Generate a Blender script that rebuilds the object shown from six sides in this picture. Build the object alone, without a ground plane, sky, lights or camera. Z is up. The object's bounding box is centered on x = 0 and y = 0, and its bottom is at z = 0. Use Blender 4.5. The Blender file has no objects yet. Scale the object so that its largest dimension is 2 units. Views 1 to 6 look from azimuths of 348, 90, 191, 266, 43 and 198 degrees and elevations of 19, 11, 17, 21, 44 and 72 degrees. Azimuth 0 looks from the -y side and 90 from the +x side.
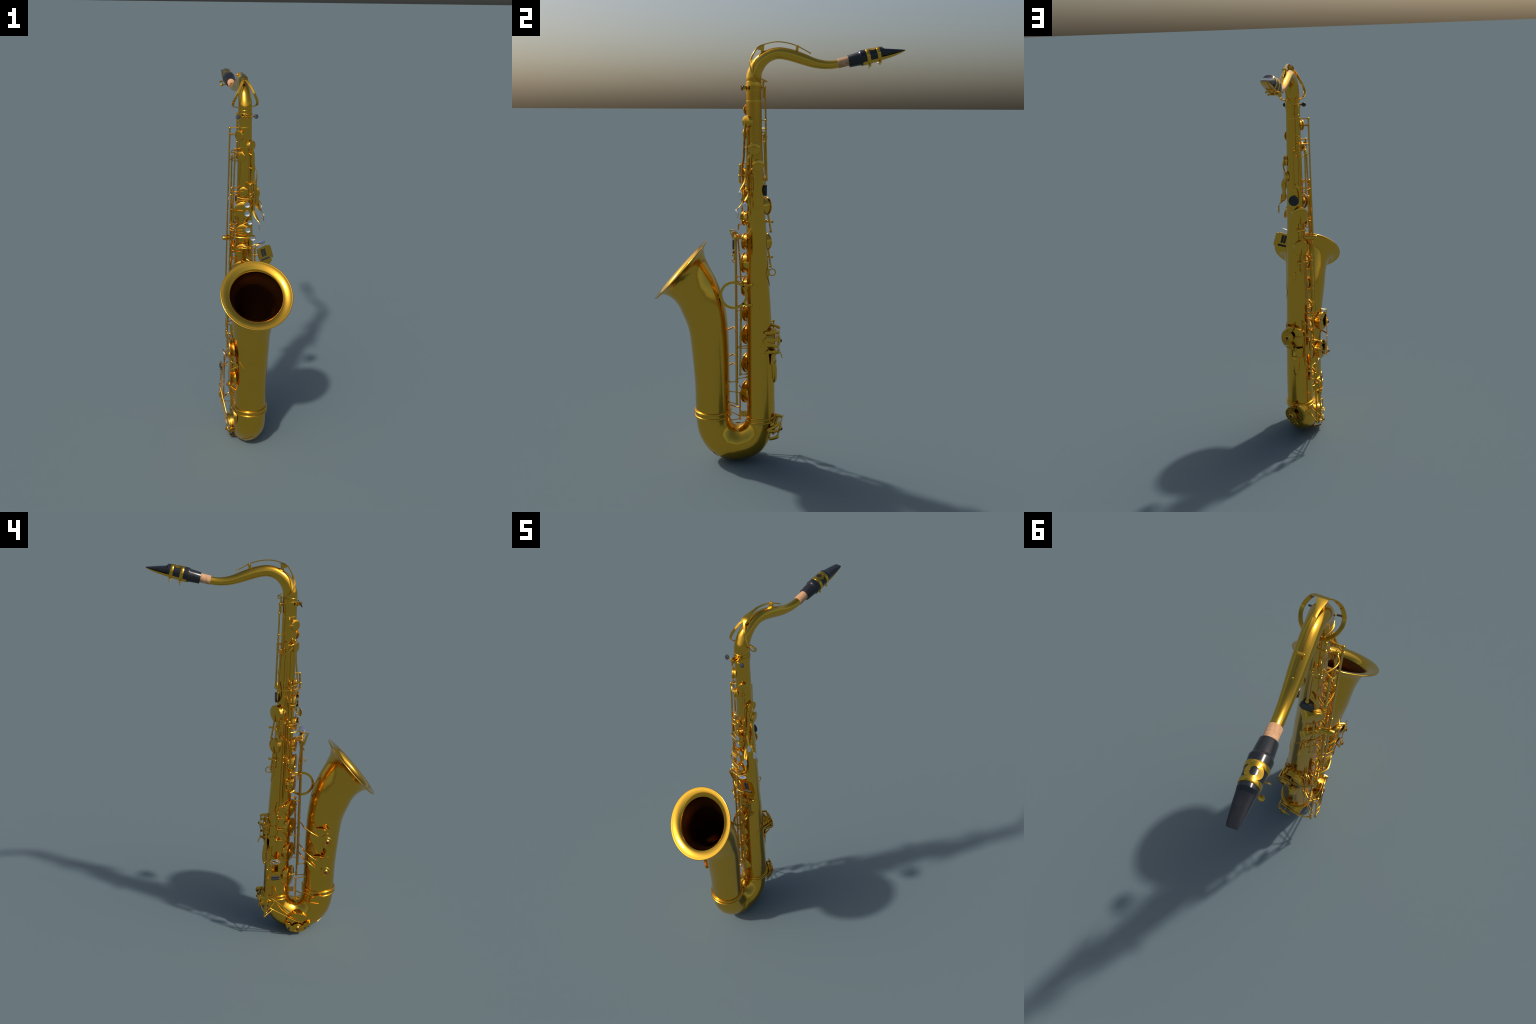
"""Tenor saxophone, lacquered brass: conical body tube, U-shaped bow, flared bell,
curved neck with black mouthpiece, and the full key work (cups, rods, posts,
levers, guards, finger pearls).  Everything is modelled around the plane x = 0,
in which the axis of the tube lies."""
import bpy, math, random
from mathutils import Vector as V, Matrix

random.seed(7)
TAU = 2 * math.pi
scene_col = bpy.context.scene.collection

# ------------------------------------------------------------------ materials
def new_mat(name):
    m = bpy.data.materials.new(name)
    m.use_nodes = True
    nt = m.node_tree
    return m, nt, nt.nodes["Principled BSDF"]

def noise(nt, scale, detail=3.0):
    tc = nt.nodes.new("ShaderNodeTexCoord")
    n = nt.nodes.new("ShaderNodeTexNoise")
    n.inputs["Scale"].default_value = scale
    n.inputs["Detail"].default_value = detail
    nt.links.new(tc.outputs["Object"], n.inputs["Vector"])
    return n

def ramp(nt, src, stops):
    r = nt.nodes.new("ShaderNodeValToRGB")
    e = r.color_ramp.elements
    e[0].position, e[0].color = stops[0]
    e[1].position, e[1].color = stops[-1]
    for p, c in stops[1:-1]:
        x = e.new(p); x.color = c
    nt.links.new(src, r.inputs["Fac"])
    return r

def metal(name, c0, c1, rough, scale=14.0):
    m, nt, b = new_mat(name)
    n = noise(nt, scale)
    r = ramp(nt, n.outputs["Fac"], [(0.3, (*c0, 1)), (0.7, (*c1, 1))])
    nt.links.new(r.outputs["Color"], b.inputs["Base Color"])
    b.inputs["Metallic"].default_value = 1.0
    b.inputs["Roughness"].default_value = rough
    return m

def plain(name, c0, c1, rough, scale=30.0, metallic=0.0, coat=0.0, bump=0.0):
    m, nt, b = new_mat(name)
    n = noise(nt, scale, 5.0)
    r = ramp(nt, n.outputs["Fac"], [(0.35, (*c0, 1)), (0.65, (*c1, 1))])
    nt.links.new(r.outputs["Color"], b.inputs["Base Color"])
    b.inputs["Roughness"].default_value = rough
    b.inputs["Metallic"].default_value = metallic
    b.inputs["Coat Weight"].default_value = coat
    if bump:
        bp = nt.nodes.new("ShaderNodeBump")
        bp.inputs["Strength"].default_value = bump
        bp.inputs["Distance"].default_value = 0.002
        nt.links.new(n.outputs["Fac"], bp.inputs["Height"])
        nt.links.new(bp.outputs["Normal"], b.inputs["Normal"])
    return m

BRASS = metal("lacquered_brass", (0.820, 0.462, 0.048), (0.835, 0.472, 0.051), 0.15)
SHADE_BRASS = metal("brass_darkened_for_throat_shade", (0.105, 0.034, 0.006), (0.125, 0.042, 0.008), 0.42, 25)  # brass colour darkened to paint in the deep shade of the bell throat
PEARL = metal("polished_pearl_mirror", (0.93, 0.94, 0.95), (0.97, 0.97, 0.98), 0.04, 40)
EBONY = plain("black_ebonite", (0.012, 0.013, 0.016), (0.016, 0.017, 0.021), 0.22)
RUBBER = plain("black_rubber", (0.016, 0.018, 0.022), (0.022, 0.024, 0.028), 0.38)
CORK = plain("pressed_cork", (0.50, 0.255, 0.120), (0.67, 0.375, 0.195), 0.85, scale=70, bump=0.5)
JEWEL = plain("dark_red_felt", (0.10, 0.006, 0.012), (0.14, 0.009, 0.016), 0.5)
STEEL = metal("blued_steel_screw", (0.33, 0.36, 0.42), (0.40, 0.43, 0.48), 0.25)
PAD = plain("brown_leather_pad", (0.045, 0.022, 0.01), (0.07, 0.036, 0.016), 0.7)

# ------------------------------------------------------------------ mesh tools
class Mesh:
    def __init__(self):
        self.v, self.f = [], []
    def add(self, vs, fs):
        o = len(self.v)
        self.v += [tuple(p) for p in vs]
        self.f += [tuple(i + o for i in f) for f in fs]
        return self
    def rings(self, rings, closed=False, cap=True, loop=True):
        """skin a list of equal-length rings of points"""
        n, k = len(rings), len(rings[0])
        vs = [p for r in rings for p in r]
        fs = []
        for i in range(n if closed else n - 1):
            a, b = i * k, ((i + 1) % n) * k
            for j in range(k if loop else k - 1):
                j2 = (j + 1) % k
                fs.append((a + j, a + j2, b + j2, b + j))
        if cap and not closed:
            fs.append(tuple(range(k - 1, -1, -1)))
            fs.append(tuple((n - 1) * k + j for j in range(k)))
        return self.add(vs, fs)
    def sweep(self, pts, radius, n=10, sec=None, up=None, closed=False, cap=True):
        """round (radius number or list) or sectioned (list of 2d points) bar along pts"""
        pts = [V(p) for p in pts]
        m = len(pts)
        T = []
        for i in range(m):
            a = pts[(i - 1) % m] if (closed or i) else pts[i]
            b = pts[(i + 1) % m] if (closed or i < m - 1) else pts[i]
            T.append((b - a).normalized())
        if up is None:
            u = T[0].orthogonal().normalized()
            ups = []
            for t in T:
                u = (u - t * u.dot(t)).normalized()
                ups.append(u.copy())
        else:
            ul = up if isinstance(up, list) else [up] * m
            ups = []
            for t, u in zip(T, ul):
                u = V(u)
                ups.append((u - t * u.dot(t)).normalized())
        base = sec or [(math.cos(TAU * j / n), math.sin(TAU * j / n)) for j in range(n)]
        R = []
        for i in range(m):
            s = radius[i] if isinstance(radius, list) else radius
            if not isinstance(s, tuple):
                s = (s, s)
            x = T[i].cross(ups[i]).normalized()
            R.append([pts[i] + x * (q[0] * s[0]) + ups[i] * (q[1] * s[1]) for q in base])
        return self.rings(R, closed=closed, cap=cap)
    def lathe(self, prof, origin, axis, n=48, ref=None, cap=True):
        """prof: list of (radius, height along axis)"""
        a = V(axis).normalized()
        x = V(ref) if ref else a.orthogonal()
        x = (x - a * x.dot(a)).normalized()
        y = a.cross(x)
        o = V(origin)
        R = [[o + a * h + (x * math.cos(TAU * j / n) + y * math.sin(TAU * j / n)) * max(r, 1e-5)
              for j in range(n)] for r, h in prof]
        return self.rings(R, cap=cap)
    def ball(self, c, r, n=16):
        k = 9
        return self.lathe([(r * math.sin(math.pi * i / k), -r * math.cos(math.pi * i / k))
                           for i in range(k + 1)], c, (0, 0, 1), n)
    def rod(self, a, b, r, n=12):
        a, b = V(a), V(b)
        d = (b - a); L = d.length; e = min(r * .35, L * .2)
        return self.lathe([(r - e, 0), (r, e), (r, L - e), (r - e, L)], a, d, n)
    def box(self, c, ex, ey, ez, sx, sy, sz, bev=0.0006):
        """box centred at c, half sizes sx sy sz along ex ey ez, chamfered along ez"""
        c, ex, ey, ez = V(c), V(ex).normalized(), V(ey).normalized(), V(ez).normalized()
        R = []
        for z, s in ((-sz, bev), (-sz + bev, 0), (sz - bev, 0), (sz, bev)):
            R.append([c + ez * z + ex * (px * (sx - s)) + ey * (py * (sy - s))
                      for px, py in ((1, 1), (-1, 1), (-1, -1), (1, -1))])
        return self.rings(R)
    def obj(self, name, mat, parent, angle=38, kind=None):
        me = bpy.data.meshes.new(name)
        me.from_pydata(self.v, [], self.f)
        me.validate()
        import bmesh
        bm = bmesh.new(); bm.from_mesh(me)
        bmesh.ops.remove_doubles(bm, verts=bm.verts, dist=1e-6)
        bmesh.ops.recalc_face_normals(bm, faces=bm.faces)
        bm.to_mesh(me); bm.free()
        return finish(me, name, mat, parent, angle, kind)

def finish(me, name, mat, parent, angle=38, kind=None):
    me.polygons.foreach_set("use_smooth", [True] * len(me.polygons))
    me.set_sharp_from_angle(angle=math.radians(angle))
    me.materials.append(mat)
    o = bpy.data.objects.new(name, me)
    scene_col.objects.link(o)
    o.parent = parent
    if kind:
        o["kind"] = kind
    return o

def spline(P, m=8, closed=False):
    """Catmull-Rom (centripetal-ish, uniform) through control points of any dimension"""
    P = [V(p) for p in P]
    n = len(P); out = []
    for i in range(n if closed else n - 1):
        if closed:
            p0, p1, p2, p3 = P[i - 1], P[i], P[(i + 1) % n], P[(i + 2) % n]
        else:
            p1, p2 = P[i], P[i + 1]
            p0 = P[i - 1] if i else p1 * 2 - p2
            p3 = P[i + 2] if i + 2 < n else p2 * 2 - p1
        for k in range(m):
            t = k / m
            out.append(0.5 * (2 * p1 + (p2 - p0) * t + (2 * p0 - 5 * p1 + 4 * p2 - p3) * t * t
                              + (3 * p1 - p0 - 3 * p2 + p3) * t ** 3))
    if not closed:
        out.append(P[-1])
    return out

BAR = [(1, .55), (.8, 1), (-.8, 1), (-1, .55), (-1, -.55), (-.8, -1), (.8, -1), (1, -.55)]  # strap section
RIDGE = [(1, -.6), (.55, .35), (0, 1), (-.55, .35), (-1, -.6), (0, -1)]

def plate(name, mat, parent, outline, origin, ex, ey, thick, holes=(), bevel=0.0008, smooth_pts=0):
    """flat plate from a 2d outline (with round holes (x, y, r)), lying in the ex/ey frame"""
    cu = bpy.data.curves.new(name, 'CURVE')
    cu.dimensions = '2D'; cu.fill_mode = 'BOTH'
    cu.extrude = max(thick / 2 - bevel, 1e-4); cu.bevel_depth = bevel; cu.bevel_resolution = 1
    pts = [V((*p, 0)) for p in outline]
    if smooth_pts:
        pts = spline(pts, smooth_pts, closed=True)
    loops = [pts] + [[V((x + rx * math.cos(TAU * k / 20), y + ry * math.sin(TAU * k / 20), 0)) for k in range(20)]
                     for x, y, rx, ry in [(h + (h[2],))[:4] for h in holes]]
    for L in loops:
        s = cu.splines.new('POLY'); s.points.add(len(L) - 1); s.use_cyclic_u = True
        for q, p in zip(s.points, L):
            q.co = (p.x, p.y, 0, 1)
    tmp = bpy.data.objects.new("tmp", cu)
    scene_col.objects.link(tmp)
    me = bpy.data.meshes.new_from_object(tmp.evaluated_get(bpy.context.evaluated_depsgraph_get()))
    bpy.data.objects.remove(tmp); bpy.data.curves.remove(cu)
    ex, ey = V(ex).normalized(), V(ey)
    ey = (ey - ex * ey.dot(ex)).normalized(); ez = ex.cross(ey)
    M = Matrix((ex, ey, ez)).transposed().to_4x4(); M.translation = V(origin)
    me.transform(M)
    me.name = name
    me.materials.clear()
    return finish(me, name, mat, parent, 30)

# ------------------------------------------------------------------ the thing
sax = bpy.data.objects.new("tenor_saxophone", None)
sax.empty_display_size = 0.1
scene_col.objects.link(sax)
sax["label"] = "gold lacquered brass tenor saxophone with black mouthpiece"
sax["category"] = "saxophone"

# ------------------------------------------------------------------ body tube
PROF = [(.205, .0694), (.262, .0687), (.38, .0677), (.55, .0645), (.79, .0575), (.93, .0524), (1.11, .0481), (1.211, .0446),
        (1.361, .0413), (1.5225, .0381), (1.586, .0369), (1.7305, .0350), (1.83, .0346)]
def rad(z):
    if z <= PROF[0][0]: return PROF[0][1]
    for (a, ra), (b, rb) in zip(PROF, PROF[1:]):
        if z <= b:
            return ra + (rb - ra) * (z - a) / (b - a)
    return PROF[-1][1]
def axis_y(z):
    return -.1378 + rad(z)                # the front edge of the cone is vertical
def on_body(phi, z, h=0.0):
    """point at height h above the tube; azimuth phi: 0 = front (-y), 90 = +x"""
    a = math.radians(phi); d = rad(z) + h
    return V((d * math.sin(a), axis_y(z) - d * math.cos(a), z))
def out_dir(phi):
    a = math.radians(phi)
    return V((math.sin(a), -math.cos(a), 0))

N = 96
def circ(c, r, z, n=N):
    return [(r * math.sin(TAU * j / n), c - r * math.cos(TAU * j / n), z) for j in range(n)]
m = Mesh()
zs = [.205 + (1.738 - .205) * i / 60 for i in range(61)]
m.rings([circ(axis_y(z), rad(z), z) for z in zs])
body = m.obj("body_tube", BRASS, sax)
m = Mesh()   # neck receiver with its clamp ring
cz = -.1033
m.lathe([(.0340, 1.7345), (.0350, 1.7350), (.0353, 1.7358), (.0353, 1.7385), (.0350, 1.7393), (.0349, 1.7400), (.0349, 1.7420), (.0349, 1.7600), (.0349, 1.7830),
         (.0349, 1.7848), (.0371, 1.7852), (.0374, 1.7862), (.0374, 1.7880), (.0374, 1.8065), (.0374, 1.8080), (.0371, 1.8090), (.0352, 1.8094), (.0351, 1.8110), (.0351, 1.8190), (.0349, 1.8220), (.0340, 1.8226), (.030, 1.823)], (0, cz, 0), (0, 0, 1), N)
receiver = m.obj("neck_receiver", BRASS, sax, 30)
m = Mesh()   # clamp lugs
m.box((0, -.1505, 1.797), (1, 0, 0), (0, 1, 0), (0, 0, 1), .0035, .0115, .0095)
m.box((-.0135, -.147, 1.797), (1, 0, 0), (0, 1, 0), (0, 0, 1), .0028, .0090, .0085)
m.box((.0135, -.147, 1.797), (1, 0, 0), (0, 1, 0), (0, 0, 1), .0028, .0090, .0085)
m.rod((-.044, -.1515, 1.7965), (.044, -.1515, 1.7965), .0022)
m.lathe([(.004, 0), (.006, .001), (.006, .006), (.004, .007)], (.018, -.1515, 1.7965), (1, 0, 0), 16)
m.obj("clamp_lug", BRASS, receiver)
for s in (-1, 1):
    m = Mesh()
    m.lathe([(.006, -.0030), (.0100, -.0024), (.0114, -.0008), (.0114, .0008), (.0100, .0024), (.006, .0030)],
            (s * .0465, -.1523, 1.7965), (0, -.90, .42), 32)
    m.rod((s * .030, -.1515, 1.7965), (s * .040, -.1520, 1.7965), .0034)
    m.obj("clamp_screw_knob", RUBBER, receiver)

# ------------------------------------------------------------------ lofts along a pair of outlines in the plane x = 0
def loft_pairs(pairs, m=8, shrink=0.0, n=N, kx=1.0):
    L = spline([(a[0], a[1]) for a, b in pairs], m)
    R = spline([(b[0], b[1]) for a, b in pairs], m)
    out = []
    for a, b in zip(L, R):
        c = (a + b) / 2; h = (b - a) / 2
        r = h.length; h = h / r
        r -= shrink
        out.append([(r * kx * math.sin(TAU * j / n), c.x + h.x * r * math.cos(TAU * j / n),
                     c.y + h.y * r * math.cos(TAU * j / n)) for j in range(n)])
    return out

BOW = [((-.3870, .252), (-.2186, .252)), ((-.3840, .205), (-.2172, .222)), ((-.3775, .158), (-.2130, .200)),
       ((-.3640, .1150), (-.2070, .1865)), ((-.3420, .0780), (-.2005, .1800)), ((-.3070, .0425), (-.1935, .1765)),
       ((-.2620, .0125), (-.1880, .1752)), ((-.1940, .0000), (-.1825, .1750)), ((-.1260, .0110), (-.1760, .1755)),
       ((-.0740, .0380), (-.1680, .1780)), ((-.0370, .0820), (-.1580, .1835)), ((-.0165, .1300), (-.1480, .1935)),
       ((-.0045, .1800), (-.1405, .2080)), ((.0010, .2250), (-.1380, .2250))]
BELL = [((-.3864, .245), (-.2186, .245)), ((-.3885, .3787), (-.2201, .3850)), ((-.3925, .4494), (-.2206, .4650)),
        ((-.3978, .5150), (-.2216, .5480)), ((-.4046, .5900), (-.2250, .6450)), ((-.4120, .6504), (-.2310, .7180)),
        ((-.4225, .6930), (-.2420, .7900)), ((-.4396, .7360), (-.2600, .8550)), ((-.4580, .7790), (-.2830, .9120)),
        ((-.4780, .8080), (-.3080, .9600)), ((-.5000, .8270), (-.3270, .9990)), ((-.5170, .8360), (-.3355, 1.0260)),
        ((-.5355, .8390), (-.3375, 1.0560)), ((-.5540, .8330), (-.3300, 1.0800)), ((-.5700, .8176), (-.3216, 1.0930))]
bow = Mesh().rings(loft_pairs(BOW)).obj("bow", BRASS, sax)
m = Mesh()
outer = loft_pairs(BELL, 8)
# rolled rim, then the inner wall back down the throat
a, b = V(BELL[-1][0]), V(BELL[-1][1])
rc, rr = (a + b) / 2, (b - a).length / 2
rx = (b - a).normalized(); rn = V((-rx.y, rx.x))
def rim_ring(r, d):
    return [(r * math.sin(TAU * j / N), rc.x + rx.x * r * math.cos(TAU * j / N) + rn.x * d,
             rc.y + rx.y * r * math.cos(TAU * j / N) + rn.y * d) for j in range(N)]
RIM = .1810
rim = [rim_ring(RIM + .0034 * math.cos(t), .0024 + .0034 * math.sin(t)) for t in [math.radians(q) for q in range(-60, 121, 20)]]
# the flare lies nearly flat inside the rim and turns sharply into the throat
flare = [rim_ring(r, d) for r, d in ((RIM - .006, .0056), (RIM - .016, .0046), (RIM - .026, .0020), (RIM - .035, -.0012), (RIM - .042, -.0052),
                                     (RIM - .0465, -.0095), (RIM - .0495, -.0150), (RIM - .0510, -.0200))]
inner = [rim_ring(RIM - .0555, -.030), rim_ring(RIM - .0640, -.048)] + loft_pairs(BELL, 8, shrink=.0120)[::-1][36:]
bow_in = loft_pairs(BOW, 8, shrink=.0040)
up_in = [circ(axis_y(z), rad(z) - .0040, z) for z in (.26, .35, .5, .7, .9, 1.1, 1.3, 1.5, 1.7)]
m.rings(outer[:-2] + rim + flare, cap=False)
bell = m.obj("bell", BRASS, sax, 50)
Mesh().rings(flare[-1:] + inner + bow_in + up_in, cap=False).obj("bore", SHADE_BRASS, bell, 60)

# joint rings between bell, bow and body: two beads and a band
m = Mesh()
def bead(m, cy, cz, R, t, n=N):
    m.sweep([(R * math.sin(TAU * j / n), cy - R * math.cos(TAU * j / n), cz) for j in range(n)], t, 12, closed=True,
            up=V((0, 0, 1)))
bc = -.3026
m.lathe([(.083, .229), (.0862, .230), (.0868, .240), (.0875, .252), (.0868, .262), (.084, .263)], (0, bc, 0), (0, 0, 1), N)
bead(m, bc, .2585, .0868, .0054); bead(m, bc, .2345, .0868, .0054)
m.obj("bell_joint_ring", BRASS, sax)
m = Mesh()
bc = axis_y(.225)
m.lathe([(.069, .206), (.0712, .207), (.0722, .220), (.0712, .231), (.069, .232)], (0, bc, 0), (0, 0, 1), N)
bead(m, bc, .2285, .0712, .0040); bead(m, bc, .2095, .0716, .0044)
m.obj("body_joint_ring", BRASS, sax)
# clip with two screws between body ring and bell
m = Mesh()
m.box((.002, -.1525, .2345), (0, 1, 0), (0, 0, 1), (1, 0, 0), .0135, .0150, .0016)
clip = m.obj("joint_clip", BRASS, sax)
for dz in (-.0065, .0065):
    Mesh().lathe([(.0034, 0), (.0034, .005), (.002, .006)], (-.0012, -.1550, .2345 + dz), (1, 0, 0), 12).obj("clip_screw", STEEL, clip)

# thin diamond plates soldered on the tubes
def patch(name, fn, w, h, parent, mat=BRASS, k=12, t=.0016):
    """diamond of half width w, half height h mapped by fn(s, z, height)"""
    m = Mesh()
    top, bot = [], []
    for i in range(k + 1):
        u = -1 + 2 * i / k
        top.append([]); bot.append([])
        for j in range(k + 1):
            v = -1 + 2 * j / k
            s, z = (u - v) / 2 * w, (u + v) / 2 * h
            top[i].append(fn(s, z, t)); bot[i].append(fn(s, z, -.001))
    idx = lambda i, j: i * (k + 1) + j
    vs = [p for r in top for p in r]; o = len(vs)
    vs += [p for r in bot for p in r]
    fs = []
    for i in range(k):
        for j in range(k):
            fs.append((idx(i, j), idx(i + 1, j), idx(i + 1, j + 1), idx(i, j + 1)))
            fs.append((o + idx(i, j), o + idx(i, j + 1), o + idx(i + 1, j + 1), o + idx(i + 1, j)))
    edge = [(i, 0) for i in range(k)] + [(k, j) for j in range(k)] + [(i, k) for i in range(k, 0, -1)] + [(0, j) for j in range(k, 0, -1)]
    for (a, b), (c, d) in zip(edge, edge[1:] + edge[:1]):
        fs.append((idx(a, b), idx(c, d), o + idx(c, d), o + idx(a, b)))
    return m.add(vs, fs).obj(name, mat, parent, 30)
body_map = lambda phi, z0: (lambda s, z, h: on_body(phi + math.degrees(s / rad(z0 + z)), z0 + z, h))
strap_plate = patch("strap_plate", body_map(180, .945), .037, .066, body, t=.0022)
patch("brace_plate", body_map(66, .843), .056, .066, body, t=.0022)
# the same diamond at the front of the bow, following its round section
BOWR = loft_pairs(BOW, 8)
BOWL = spline([a for a, b in BOW], 8); BOWI = spline([b for a, b in BOW], 8)
def bow_map(i0):
    def f(s, z, h):
        q = i0 + z / .0062
        i = int(max(0, min(len(BOWL) - 2, math.floor(q)))); t = q - i
        a = BOWL[i].lerp(BOWL[i + 1], t); b = BOWI[i].lerp(BOWI[i + 1], t)
        c = (a + b) / 2; d = (a - b); r = d.length / 2; d.normalize()
        ang = s / r
        return V(((r + h) * math.sin(ang), c.x + d.x * (r + h) * math.cos(ang), c.y + d.y * (r + h) * math.cos(ang)))
    return f
patch("bow_guard_plate", bow_map(40), .044, .066, bow, t=.0026)

# ------------------------------------------------------------------ neck, cork, mouthpiece
NECK = [((-.1380, 1.8200), (-.0690, 1.8200)), ((-.1380, 1.8440), (-.0685, 1.8440)), ((-.1345, 1.8640), (-.0660, 1.8600)),
        ((-.1262, 1.8850), (-.0600, 1.8745)), ((-.1105, 1.9150), (-.0500, 1.8910)), ((-.0860, 1.9405), (-.0350, 1.9065)),
        ((-.0570, 1.9585), (-.0190, 1.9160)), ((-.0250, 1.9710), (-.0030, 1.9215)), ((.0118, 1.9757), (.0170, 1.9230)),
        ((.0526, 1.9706), (.0440, 1.9188)), ((.0903, 1.9604), (.0740, 1.9112)), ((.1282, 1.9465), (.1130, 1.8995)),
        ((.1724, 1.9290), (.1600, 1.8872)), ((.2100, 1.9200), (.2050, 1.8810)), ((.2450, 1.9185), (.2460, 1.8812)),
        ((.2790, 1.9230), (.2850, 1.8870))]
m = Mesh()
m.rings(loft_pairs(NECK, 8, n=64))
bead(m, -.1035, 1.8245, .0347, .0018, 64)
neck = m.obj("neck", BRASS, sax)
mp_dir = V((0, .9715, .2370)).normalized()          # axis of cork and mouthpiece
mp_up = V((0, -.2370, .9715)).normalized()
p0 = V((0, .2750, 1.9046))
m = Mesh()
m.lathe([(.0150, -.001), (.0205, 0), (.0211, .0012), (.0206, .055), (.019, .056)], p0, mp_dir, 48)
cork = m.obj("neck_cork", CORK, neck)

def mp(t, up=0, side=0):
    return V((0, .3215, 1.9158)) + mp_dir * t + mp_up * up + V((1, 0, 0)) * side
# mouthpiece cross-sections: distance, half width, top, flat table below, superellipse exponent (0: circle cut by the table)
MPS = [(.000, .0262, .0250, -.0278, 0), (.0015, .0268, .0256, -.0284, 0), (.0470, .0297, .0288, -.0311, 0), (.0500, .0304, .0294, -.0318, 0),
       (.0545, .0330, .0322, -.0345, 0), (.0575, .0338, .0336, -.0352, 0), (.0600, .0338, .0337, -.0340, 0), (.0615, .0337, .0336, -.0225, 0),
       (.0850, .0320, .0318, -.0215, 0), (.1150, .0302, .0300, -.0205, 0), (.1430, .0286, .0288, -.0195, 0), (.1550, .0276, .0279, -.0192, 0),
       (.1562, .0274, .0272, -.0192, 2.3), (.1648, .0264, .0172, -.0190, 2.7), (.1670, .0260, .0160, -.0189, 2.8), (.190, .0240, .0092, -.0183, 3.0), (.2157, .0210, .0014, -.0172, 3.2),
       (.243, .0178, -.0073, -.0150, 3.2), (.2525, .0160, -.0105, -.0143, 3.0), (.2560, .0140, -.0119, -.0138, 2.6)]
def sup(a, e):
    c, s = math.cos(a), math.sin(a)
    return (math.copysign(abs(c) ** (2 / e), c), math.copysign(abs(s) ** (2 / e), s))
m = Mesh()
R = []
for t, w, tp, bt, e in MPS:
    ring = []
    for j in range(96):
        a = TAU * j / 96
        if e == 0:
            y_ = math.sin(a) * (tp if math.sin(a) > 0 else max(tp, -bt if bt < -.026 else tp))
            ring.append(mp(t, max(y_, bt), math.cos(a) * w))
        else:
            q = sup(a, e)
            ring.append(mp(t, (tp + bt) / 2 + q[1] * (tp - bt) / 2, q[0] * w))
    R.append(ring)
m.rings(R)
mouthpiece = m.obj("mouthpiece", EBONY, sax, 28)
# reed: brass-coloured blade lying under the table
m = Mesh()
RD = [(.0595, .0205, -.0350, -.0222), (.0610, .0215, -.0360, -.0222), (.085, .0215, -.0350, -.0212), (.115, .0212, -.0336, -.0202), (.143, .0208, -.0322, -.0192), (.1700, .0200, -.0303, -.0188),
      (.195, .0192, -.0280, -.0180), (.220, .0180, -.0244, -.0168), (.240, .0166, -.0205, -.0150), (.2535, .0148, -.0164, -.0142)]
m.rings([[mp(t, z, x) for x, z in ((w, tp), (w * .98, (tp * .4 + bt * .6)), (w * .78, bt * .85 + tp * .15), (w * .4, bt), (-w * .4, bt), (-w * .78, bt * .85 + tp * .15), (-w * .98, (tp * .4 + bt * .6)), (-w, tp))]
         for t, w, bt, tp in RD])
m.obj("reed", BRASS, mouthpiece, 40)
# ligature: two bands, a joining ring on top and two screws below
def mp_half(t):
    for (a, b) in zip(MPS, MPS[1:]):
        if a[0] <= t <= b[0]:
            k = (t - a[0]) / (b[0] - a[0])
            return [a[i] + (b[i] - a[i]) * k for i in range(1, 4)]
    return MPS[-1][1:4]
def lig_bottom(t):
    return -.0372 + max(0, t - .080) * .062
def band(t0, t1, h=.0016):
    m = Mesh()
    rows = []
    for t, hh in ((t0, -.001), (t0, h * .7), (t0 + .0006, h), (t1 - .0006, h), (t1, h * .7), (t1, -.001)):
        rows.append([])
        w, tp, bt = mp_half(t)
        for j in range(72):
            a = TAU * j / 72
            sn = math.sin(a)
            rows[-1].append(mp(t, sn * ((tp if sn > 0 else -lig_bottom(t)) + hh), math.cos(a) * (w + hh)))
    return m.rings(rows, closed=True)
B1, B2 = (.0810, .0966), (.1290, .1440)
lig = band(*B1).obj("ligature", BRASS, sax, 40)
band(*B2).obj("ligature_band", BRASS, lig, 40)
# ring-shaped bridge between the bands, wrapped on the top of the mouthpiece
m = Mesh()
rows = [[], [], [], []]
n = 48
for j in range(n):
    a = TAU * j / n
    for q, (rr_, h) in enumerate(((.0115, .0), (.0115, .0017), (.0262, .0017), (.0262, .0))):
        t = .1128 + math.cos(a) * min(rr_ * 1.12, .0225); s = math.sin(a) * rr_
        w, tp, bt = mp_half(t)
        ang = s / w
        rows[q].append(mp(t, math.cos(ang) * (tp + h), math.sin(ang) * (w + h)))
m.rings(rows, closed=True)
m.obj("ligature_bridge", BRASS, lig, 40)
for (t0, t1), ph in ((B1, 20), (B2, -35)):
    tc = (t0 + t1) / 2
    bot = lig_bottom(tc) - .0012
    m = Mesh()
    for s in (-1, 1):
        m.lathe([(.0050, -.0055), (.0058, -.004), (.0058, .004), (.0050, .0055)], mp(tc, bot - .001, s * .0065), mp_dir, 14)
    m.rod(mp(tc, bot - .0055, .018), mp(tc, bot - .0055, -.030), .0024)
    m.lathe([(.003, 0), (.0042, .0008), (.0042, .005), (.003, .006)], mp(tc, bot - .0055, .013), (1, 0, 0), 12)
    # flat round thumb piece
    d = (mp_up * math.cos(math.radians(ph)) + mp_dir * math.sin(math.radians(ph)))
    nrm = d.cross(V((1, 0, 0)))
    m.lathe([(.007, -.0016), (.0086, -.001), (.0086, .001), (.007, .0016)], mp(tc, bot - .0075, -.034), nrm, 20)
    m.obj("ligature_screw", BRASS, lig)

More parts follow.
